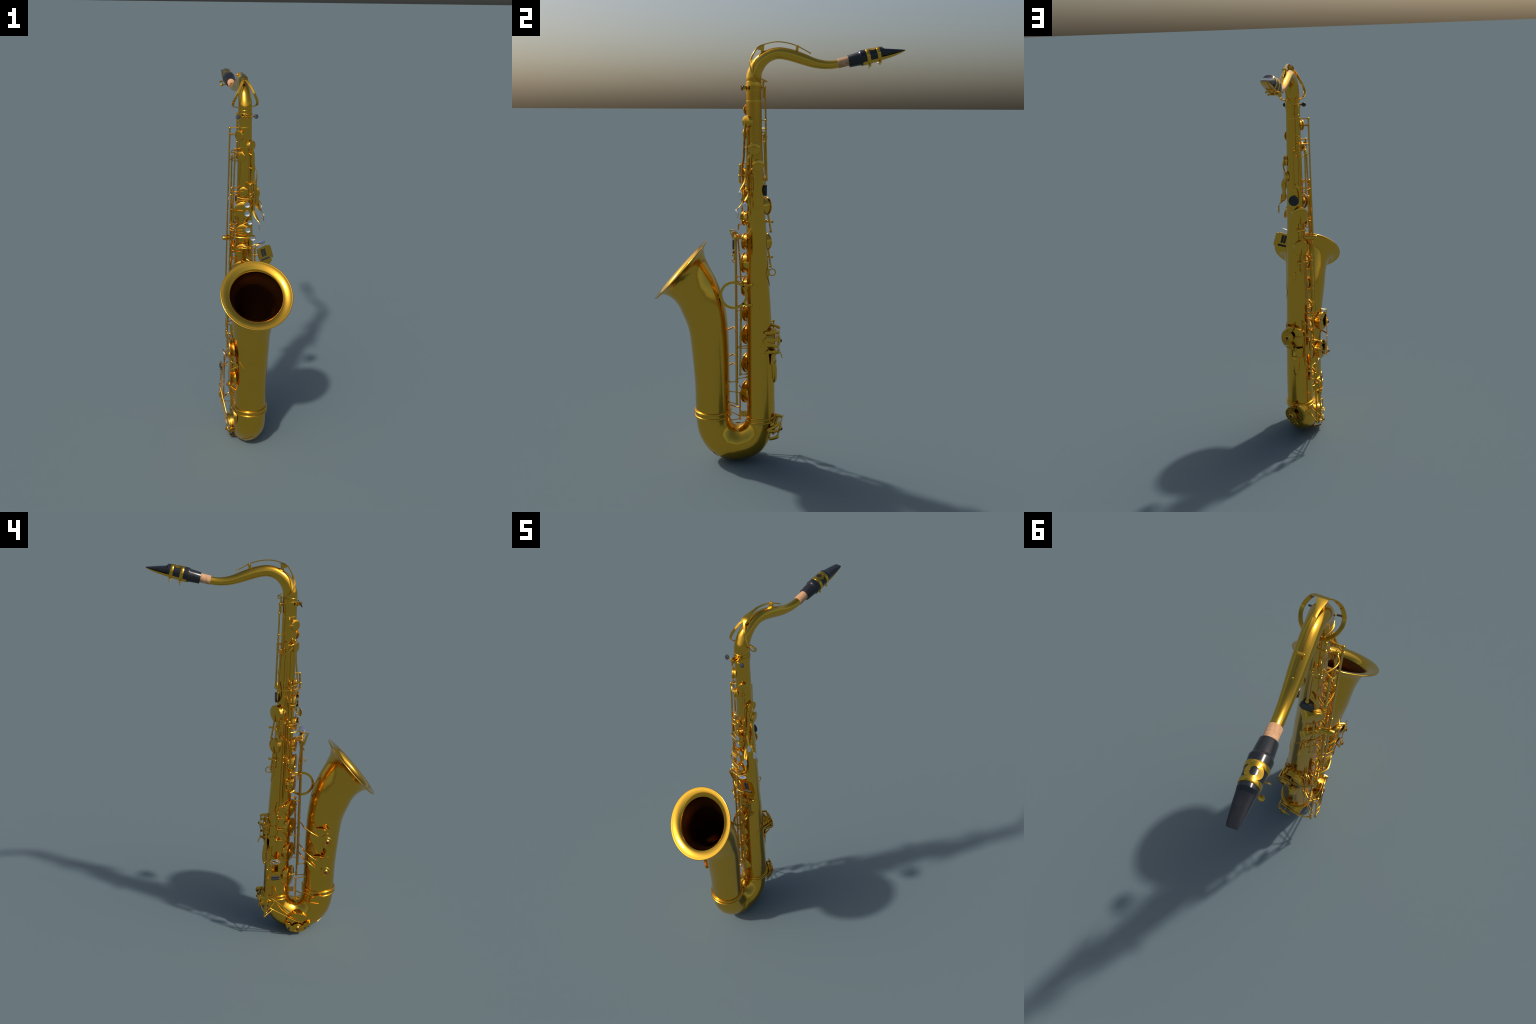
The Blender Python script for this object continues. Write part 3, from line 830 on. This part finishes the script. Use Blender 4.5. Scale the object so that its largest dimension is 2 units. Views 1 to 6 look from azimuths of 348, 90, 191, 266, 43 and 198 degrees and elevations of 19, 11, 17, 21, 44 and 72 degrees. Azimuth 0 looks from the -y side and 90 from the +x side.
m.box((.048, -.2600, .8405), (0, 1, 0), (0, 0, 1), (1, 0, 0), .0075, .0085, .0048)
m.rod((.040, -.262, .8405), (.0545, -.262, .8405), .0050)
brace = m.obj("bell_brace", BRASS, sax, 30)

# ------------------------------------------------------------------ bell keys with their long guard
def bell_axis(z):
    for (a, b), (c, d) in zip(BELL, BELL[1:]):
        za, zc = (a[1] + b[1]) / 2, (c[1] + d[1]) / 2
        if za <= z <= zc:
            t = (z - za) / (zc - za)
            ca, cc = (a[0] + b[0]) / 2, (c[0] + d[0]) / 2
            ra, rc_ = (V(a) - V(b)).length / 2, (V(c) - V(d)).length / 2
            return ca + (cc - ca) * t, ra + (rc_ - ra) * t
    return -.3026, .084
bell_cups = []
for z, a_ in ((.600, -106), (.434, -106)):
    cy, r_ = bell_axis(z)
    n = out_dir(a_)
    base = V((0, cy, z)) + n * r_
    tone_hole(base, n, .0485, .0100, bell)
    bell_cups.append(cup(base + n * .0175, n, .0530, bell, thick=.0060))
c1, c2 = bell_cups
def bell_arm(root, knee, kn2, tip, parent):
    root, knee, kn2, tip = map(V, (root, knee, kn2, tip))
    P = [root, root.lerp(knee, .5) + V((0, -.001, .002)), knee, knee.lerp(kn2, .5), kn2, tip]
    k = len(P)
    Mesh().sweep(P, [.0034, .0036, .0040, .0042, .0040, .0012], 10).obj("bell_key_arm", BRASS, parent)
bell_arm((-.0062, -.1845, .652), (-.0877, -.2024, .6513), (-.1060, -.2430, .6260), (-.1045, -.2780, .6050), c1)
bell_arm((-.0066, -.1845, .520), (-.0822, -.2040, .5152), (-.1060, -.2430, .4860), (-.1045, -.2760, .4640), c2)
bell_arm((-.0070, -.1845, .473), (-.0855, -.2049, .4665), (-.1060, -.2420, .4400), (-.1045, -.2710, .4190), c2)
# guard plate, seen from -x: u runs toward the bell front (-y), v up
G = [(-.006, .106), (.012, .095), (.029, .073), (.038, .045), (.040, .010), (.036, -.040), (.036, -.080), (.033, -.115), (.022, -.150), (.002, -.164), (-.014, -.160), (-.016, -.148),
     (-.004, -.140), (-.004, -.132), (-.018, -.122), (-.026, -.100), (-.024, -.078), (-.010, -.062), (-.004, -.045), (.004, -.030), (.002, -.018), (-.010, -.004),
     (-.014, .022), (-.024, .034), (-.024, .050), (-.010, .062), (-.004, .074), (-.002, .090), (-.008, .100)]
og = V((-.1190, -.3150, .555))
guard = plate("bell_key_guard", BRASS, bell, G, og, (.02, -1, 0), (0, 0, 1), .0032, holes=[(.008, .078, .010, .0045), (.002, -.148, .008, .004), (.014, -.058, .0065, .0035)], smooth_pts=3)
def gem_boss(P, n, R, parent, jewel=True):
    P, n = V(P), V(n).normalized()
    Mesh().lathe([(R, -.0030), (R, .0010), (R - .0012, .0022), (R * .80, .0024), (R * .76, .0012), (R * .58, .0014), (R * .54, .0035), (R * .50, .0042),
                  (R * .42, .0070), (R * .30, .0082), (R * .27, .0074), (.0003, .0074)], P, n, 40).obj("guard_boss", BRASS, parent, 30)
    Mesh().lathe([(R * .24, .006), (R * .245, .0112), (R * .21, .0126), (.0003, .0130)], P, n, 16).obj("felt_bumper", JEWEL, parent)
gem_boss((-.1205, -.3188, .5820), (-1, 0, 0), .0265, guard)
gem_boss((-.1205, -.3191, .4050), (-1, 0, 0), .0265, guard)
# legs that hold the guard on the bell
m = Mesh()
for u, v, y2, z2 in ((-.004, .102, -.300, .665), (.030, .000, -.352, .527), (.030, -.055, -.352, .520), (-.012, -.156, -.318, .368)):
    a = og + V((.02 * u, -u, v))
    cy, rr2 = bell_axis(z2)
    dx = math.sqrt(max(rr2 ** 2 - (y2 - cy) ** 2, 1e-4))
    b = V((-dx + .002, y2, z2))
    m.sweep(spline([a, a.lerp(b, .35) + V((-.001, -.003, 0)), b], 5), (.0050, .0015), sec=BAR, up=V((-.3, -.2, 1)) if abs(v) > .08 else V((0, -1, 0)))
    m.lathe([(.006, 0), (.005, .002), (.0003, .003)], b, V((-1, 0, 0)), 12)
m.obj("guard_leg", BRASS, guard, 35, "stuff")
def bell_map(s, z, h):
    zc = .520 + z
    cy, r_ = bell_axis(zc)
    a = math.radians(-52) + s / r_
    return V(((r_ + h) * math.sin(a), cy - (r_ + h) * math.cos(a), zc))
patch("guard_foot_plate", bell_map, .030, .036, bell)

# ------------------------------------------------------------------ low key on the bow side, with its short rod
rod_s = rod([(-.0419, -.1715, .3267), (-.0368, -.1720, .1922)], .0042, "short_rod", collars=(.88,))
post((-.0419, -.1715, .3267), (-.040, -.2290, .334), r=.0068); post((-.0368, -.1720, .1922), (-.030, -.2100, .188), r=.0066)
cs_n = V((-.99, -.05, -.10))
tone_hole((-.074, -.2895, .2005), cs_n, .0440, .0135, bow)
cs = cup((-.0930, -.2895, .1985), cs_n, .0475, bow, thick=.006)
arm([(-.0390, -.1722, .2040), (-.068, -.2050, .2100), (-.0960, -.2400, .2080), (-.0990, -.2620, .2040), (-.0960, -.2950, .1970)], .0034, .0014, .0040, V((-1, 0, .2)), cs)
wire([(-.040, -.172, .250), (-.060, -.195, .246), (-.070, -.225, .252)], .0034, rod_s)

# ------------------------------------------------------------------ generic half guard: disc cup under a pierced half-moon plate
def half_guard(C, n, R, right, up, h, parent, gem_off, leg_up, legs, boss_r=.026):
    """C cup centre, plate at height h above it covering the half toward `right`"""
    C, n = V(C), V(n).normalized()
    right = V(right); right = (right - n * right.dot(n)).normalized()
    up = V(up); up = (up - n * up.dot(n) - right * up.dot(right)).normalized()
    k = 22
    o = [(R * math.cos(a), R * math.sin(a)) for a in [math.radians(-98 + 196 * i / k) for i in range(k + 1)]]
    # wavy inner edge: hollow, bulge round the boss, hollow
    gx, gy = gem_off
    o += [(-R * .02, R * .80), (R * .02, R * .62)]
    for i in range(9):
        a = math.radians(112 + 136 * i / 8)
        o.append((gx + boss_r * 1.18 * math.cos(a), gy + boss_r * 1.18 * math.sin(a)))
    o += [(R * .02, -R * .66), (-R * .02, -R * .82)]
    g = plate("key_guard", BRASS, parent, o, C + n * h, right, up, .0030,
              holes=[(R * .52, R * .66, R * .20, R * .09), (R * .50, -R * .70, R * .20, R * .09)])
    gem_boss(C + n * (h + .0018) + right * gx + up * gy, n if right.cross(up).dot(n) > 0 else n, boss_r, g)
    m = Mesh()
    for (u, v), b in legs:
        a = C + n * h + right * u + up * v
        b = V(b)
        mid = a.lerp(b, .45) + n * .006
        m.sweep(spline([a, mid, b], 5), (.0068, .0016), sec=BAR, up=leg_up)
        m.lathe([(.0065, -.001), (.0058, .002), (.0003, .0034)], b, (b - V((0, axis_y(max(b.z, .21)), b.z))).normalized(), 12)
    m.obj("guard_leg", BRASS, g, 35, "stuff")
    return g

# back of the body: large low cup and its guard
phi = 170
n = out_dir(phi)
zc = .6180
tone_hole(on_body(phi, zc, 0), n, .0520, .012)
g1 = cup(on_body(phi, zc, .0178), n, .0560, sax, thick=.006)
rgt = out_dir(phi - 90)
half_guard(on_body(phi, zc, .0200), n, .0600, rgt, (0, 0, 1), .0160, g1, (.026, .004), V((1, -.2, 0)),
           [((.034, .047), (.0600, -.0470, .664)), ((.034, -.047), (.0600, -.0460, .567)), ((.054, .016), (.0620, -.0520, .628)), ((.055, -.020), (.0620, -.0520, .618)),
            ((.0, .058), on_body(176, .690, .001)), ((.0, -.057), on_body(176, .545, .001))])
arm([(-.0778, -.0077, .6290), (-.050, .010, .6270), (-.020, .012, .6240), on_body(phi, zc, .024) + V((0, 0, .003))], .0036, .0014, .0040, n, g1)
patch("guard_foot_plate", body_map(98, .612), .040, .064, body)
# bow: low cup and guard at the back of the bend
n2 = V((.26, .95, -.20)).normalized()
c2p = V((.0080, .0120, .1800))
tone_hole(c2p - n2 * .022, n2, .0490, .013, bow)
g2 = cup(c2p, n2, .0530, bow, thick=.006)
half_guard(c2p, n2, .0570, V((1, -.25, 0)), (0, 0, 1), .0190, g2, (.024, -.002), V((1, -.2, 0)),
           [((.040, .038), (.0640, -.0350, .174)), ((.053, -.002), (.0640, -.0350, .170)), ((.040, -.036), (.0560, -.0220, .128)), ((.012, .054), (.020, .0030, .238)), ((.010, -.052), (.026, -.0220, .112))], .025)
arm([(-.0982, -.0015, .1560), (-.0780, .0100, .1620), (-.060, .014, .1700), (-.030, .018, .1800), c2p + n2 * .003], .0036, .0014, .0040, n2, g2)
# low cup on the -x side of the bow with its guard below
n3 = V((-.985, 0, -.17)).normalized()
c3p = V((-.0990, -.1810, .0840))
tone_hole(c3p - n3 * .02, n3, .0560, .0125, bow)
g3 = cup(c3p, n3, .0600, bow, thick=.006)
half_guard(c3p, n3, .0640, (0, 0, -1), (0, -1, 0), .0090, g3, (.034, .0), V((0, 0, 1)),
           [((.0, .062), (-.078, -.243, .090)), ((.004, -.062), (-.078, -.118, .086)), ((.055, .030), (-.040, -.215, .020)), ((.055, -.030), (-.040, -.150, .016))], .025)

# ------------------------------------------------------------------ big cups at the back left of the tube
def back_cup(P, phi, R, lever_low, post_p):
    n = out_dir(phi)
    z = P[2]
    tone_hole(on_body(phi, z, 0), n, R - .0035, .0135)
    c = cup(P, n, R, sax)
    lw = V(lever_low)
    # finned lever: tapering blade on the cup, then a bar down to the foot
    Pn = V(P) + n * .002
    m = Mesh()
    m.rings([[Pn + out_dir(phi - 90) * s + n * hh + V((0, 0, zz)) for s, hh in ((.0022 * k, 0), (0.0, .0065 * k), (-.0022 * k, 0))]
             for zz, k in ((.0, .2), (-.022, .8), (-R, 1.0))])
    m.sweep([Pn + V((0, 0, -R * .5)) + n * .001, Pn + V((0, 0, -R - .004)) + n * .004, lw + n * .001], (.0036, .0032), sec=BAR, up=n)
    m.box(lw, out_dir(phi - 90), n, (0, 0, 1), .0065, .0035, .005)
    m.obj("back_key_lever", BRASS, c, 35)
    pp = V(post_p)
    post(pp, r=.0064)
    q = V((pp.x - .037, pp.y - .0275, pp.z + .001))
    post(q, r=.0058)
    Mesh().rod(pp, q, .0030).obj("hinge_rod", BRASS, c)
    return c
k1 = back_cup((-.0335, -.0405, 1.2580), -148, .0430, (-.0425, -.0235, 1.1340), (-.0200, -.0161, 1.1833))
k2 = back_cup((-.0335, -.0395, 1.0883), -148, .0405, (-.0395, -.0240, .9660), (-.0201, -.0168, 1.0146))

# strap hook ring and thumb hook
m = Mesh()
m.sweep([(0, -.0160 + .0158 * math.cos(TAU * j / 40), .9458 + .0158 * math.sin(TAU * j / 40)) for j in range(40)], .0028, 12, closed=True, up=V((1, 0, 0)))
m.box((0, -.0305, .9458), (1, 0, 0), (0, 0, 1), (0, 1, 0), .0032, .0150, .0035)
m.obj("strap_ring", BRASS, body)
m = Mesh()
zt = .5300
rows = []
for z_, h in ((.500, .006), (.512, .009), (.530, .0125), (.548, .0155), (.556, .0165)):
    rows.append([on_body(138 + 74 * k / 20, .53, h * (math.sin(math.pi * (.18 + .64 * k / 20)) ** .6)) * 1 + V((0, 0, z_ - .53)) for k in range(21)])
back = [[p - out_dir(138 + 74 * k / 20) * .0022 for k, p in enumerate(r)] for r in rows]
m.rings([r + b[::-1] for r, b in zip(rows, back)])
m.sweep(spline([on_body(176, .552, .0140), on_body(176, .556, .0230), on_body(176, .549, .0340), on_body(176, .526, .0425)], 5), [(.009 - .0002 * i, .0022) for i in range(16)], sec=BAR, up=V((0, 1, .5)))
rows = []
for z_, w_, b_ in ((.503, .025, .0090), (.495, .0245, .0120), (.470, .0230, .0150), (.440, .0205, .0150), (.420, .0165, .0130), (.407, .0115, .0090), (.400, .0060, .0030)):
    rows.append([on_body(172 + math.degrees(u * w_ / rad(z_)), z_, .0005 + b_ * math.sqrt(max(0, 1 - u * u))) for u in [-1 + 2 * k / 20 for k in range(21)]])
back = [[on_body(172 + math.degrees(u * .9 * w_ / rad(z_)), z_, -.002) for u in [1 - 2 * k / 20 for k in range(21)]] for z_, w_ in
        ((.503, .025), (.495, .0245), (.470, .0230), (.440, .0205), (.420, .0165), (.407, .0115), (.400, .0060))]
m.rings([r + b for r, b in zip(rows, back)])
m.obj("thumb_hook", BRASS, body, 40)
Mesh().rod(on_body(176, .5, .0), on_body(176, .5, .012), .009, 20).obj("thumb_hook_screw", BRASS, body)

# ------------------------------------------------------------------ right-hand side keys: three flat touch plates, their rods
def rrect(w, h, r, k=5):
    o = []
    for cx, cy, a0 in ((w - r, h - r, 0), (-w + r, h - r, 90), (-w + r, -h + r, 180), (w - r, -h + r, 270)):
        o += [(cx + r * math.cos(math.radians(a0 + 90 * i / k)), cy + r * math.sin(math.radians(a0 + 90 * i / k))) for i in range(k + 1)]
    return o
for P, w, h, r in (((-.0720, -.0480, .7560), .0110, .0200, .002), ((-.0860, -.0400, .6960), .0150, .0275, .003), ((-.0880, -.0370, .6350), .0150, .0265, .006), ((-.0880, -.0350, .5720), .0150, .0245, .009)):
    tp = plate("side_touch", BRASS, sax, rrect(w, h, r), P, (.12, -1, 0), (0, 0, 1), .0030)
    P = V(P)
    wire([P + V((.002, -.006, 0)), P + V((.016, -.018, 0)), on_body(-78, P.z, .010)], .0030, tp)
plate("side_touch", BRASS, sax, rrect(.0090, .0330, .004), (-.0820, -.0740, .5430), (.12, -1, 0), (0, 0, 1), .0030)
ra = rod([(-.0468, -.0086, .6931), (-.0480, .0020, .4900)], .0036, "low_key_rod", collars=(.3, .7))
rb_ = rod([(-.0700, -.0078, .6600), (-.0778, -.0077, .6296), (-.0741, .0048, .4422)], .0042, "low_key_rod", collars=(.14, .3, .7))
for P in ((-.0468, -.0086, .6931), (-.0480, .0020, .4900), (-.0741, .0048, .4422), (-.0700, -.0078, .6600)):
    post(P)
rc1 = rod([(-.0800, -.0620, .7350), (-.0840, -.0550, .5800)], .0036, "low_key_rod", collars=(.2, .6))
for P in ((-.0840, -.0550, .5800),):
    post(P)
wire([(-.0975, -.0590, .7290), (-.0900, -.0480, .7280), (-.0800, -.0450, .7260)], .0034, r1)
wire([(-.0740, .0040, .4600), (-.0830, -.0180, .4560), (-.0900, -.0380, .4570)], .0030, rb_)

# ------------------------------------------------------------------ right little-finger keys: mirror oval and table with roller
low1 = rod([(-.0935, -.0090, .4112), (-.0990, -.0008, .1260)], .0040, "low_key_rod", collars=(.05, .2, .55, .82))
low2 = rod([(-.1110, -.0123, .3690), (-.1200, -.0068, .1615)], .0040, "low_key_rod", collars=(.1, .9))
for P in ((-.0935, -.0090, .4112), (-.0990, -.0008, .1260), (-.1110, -.0123, .3690), (-.1200, -.0068, .1615)):
    post(P, None if P[2] > .21 else (-.062, -.050, P[2] + .02), r=.0068)
oval_touch((-.0967, -.0525, .4578), (-.88, .05, -.47), (0, 1, 0), .0305, .0275, low1)
wire([(-.0932, -.0102, .4106), (-.0960, -.0250, .4250), (-.0940, -.0380, .4400)], .0030, low1)
wire([(-.0740, -.0060, .3800), (-.0900, -.0200, .3720), (-.1100, -.0320, .3650)], .0028, low1)
ot = [(-.026, .020), (-.020, .032), (-.008, .038), (.008, .038), (.020, .032), (.027, .020), (.026, -.026), (.018, -.038), (.002, -.042), (-.018, -.038), (-.026, -.026)]
c_tab = plate("little_finger_key", BRASS, low1, ot, (-.1187, -.0525, .3690), (.10, -1, 0), (-.02, 0, 1), .0040)
for dz in (.0066, -.0066):
    Mesh().lathe([(.0050, -.0215), (.0062, -.0205), (.0064, 0), (.0062, .0205), (.0050, .0215)], (-.1195, -.0525, .3745 + dz), (.10, -1, 0), 16).obj("table_roller", RUBBER, c_tab)
wire([(-.1180, -.0430, .350), (-.1160, -.0280, .345), (-.1120, -.0130, .345)], .0030, c_tab)
# two long arms to the bow key
def low_arm(a, knee, tip, parent):
    a, knee, tip = V(a), V(knee), V(tip)
    Mesh().sweep([a, a.lerp(knee, .6), knee, knee.lerp(tip, .15), knee.lerp(tip, .9), tip], [.0038, .0040, .0044, .0040, .0032, .0012], 10).obj("low_key_arm", BRASS, parent)
low_arm((-.1155, -.0095, .2560), (-.1260, -.0356, .2524), (-.1060, -.1640, .1330), g3)
low_arm((-.1190, -.0075, .1950), (-.1265, -.0299, .1907), (-.1075, -.1800, .0900), g3)
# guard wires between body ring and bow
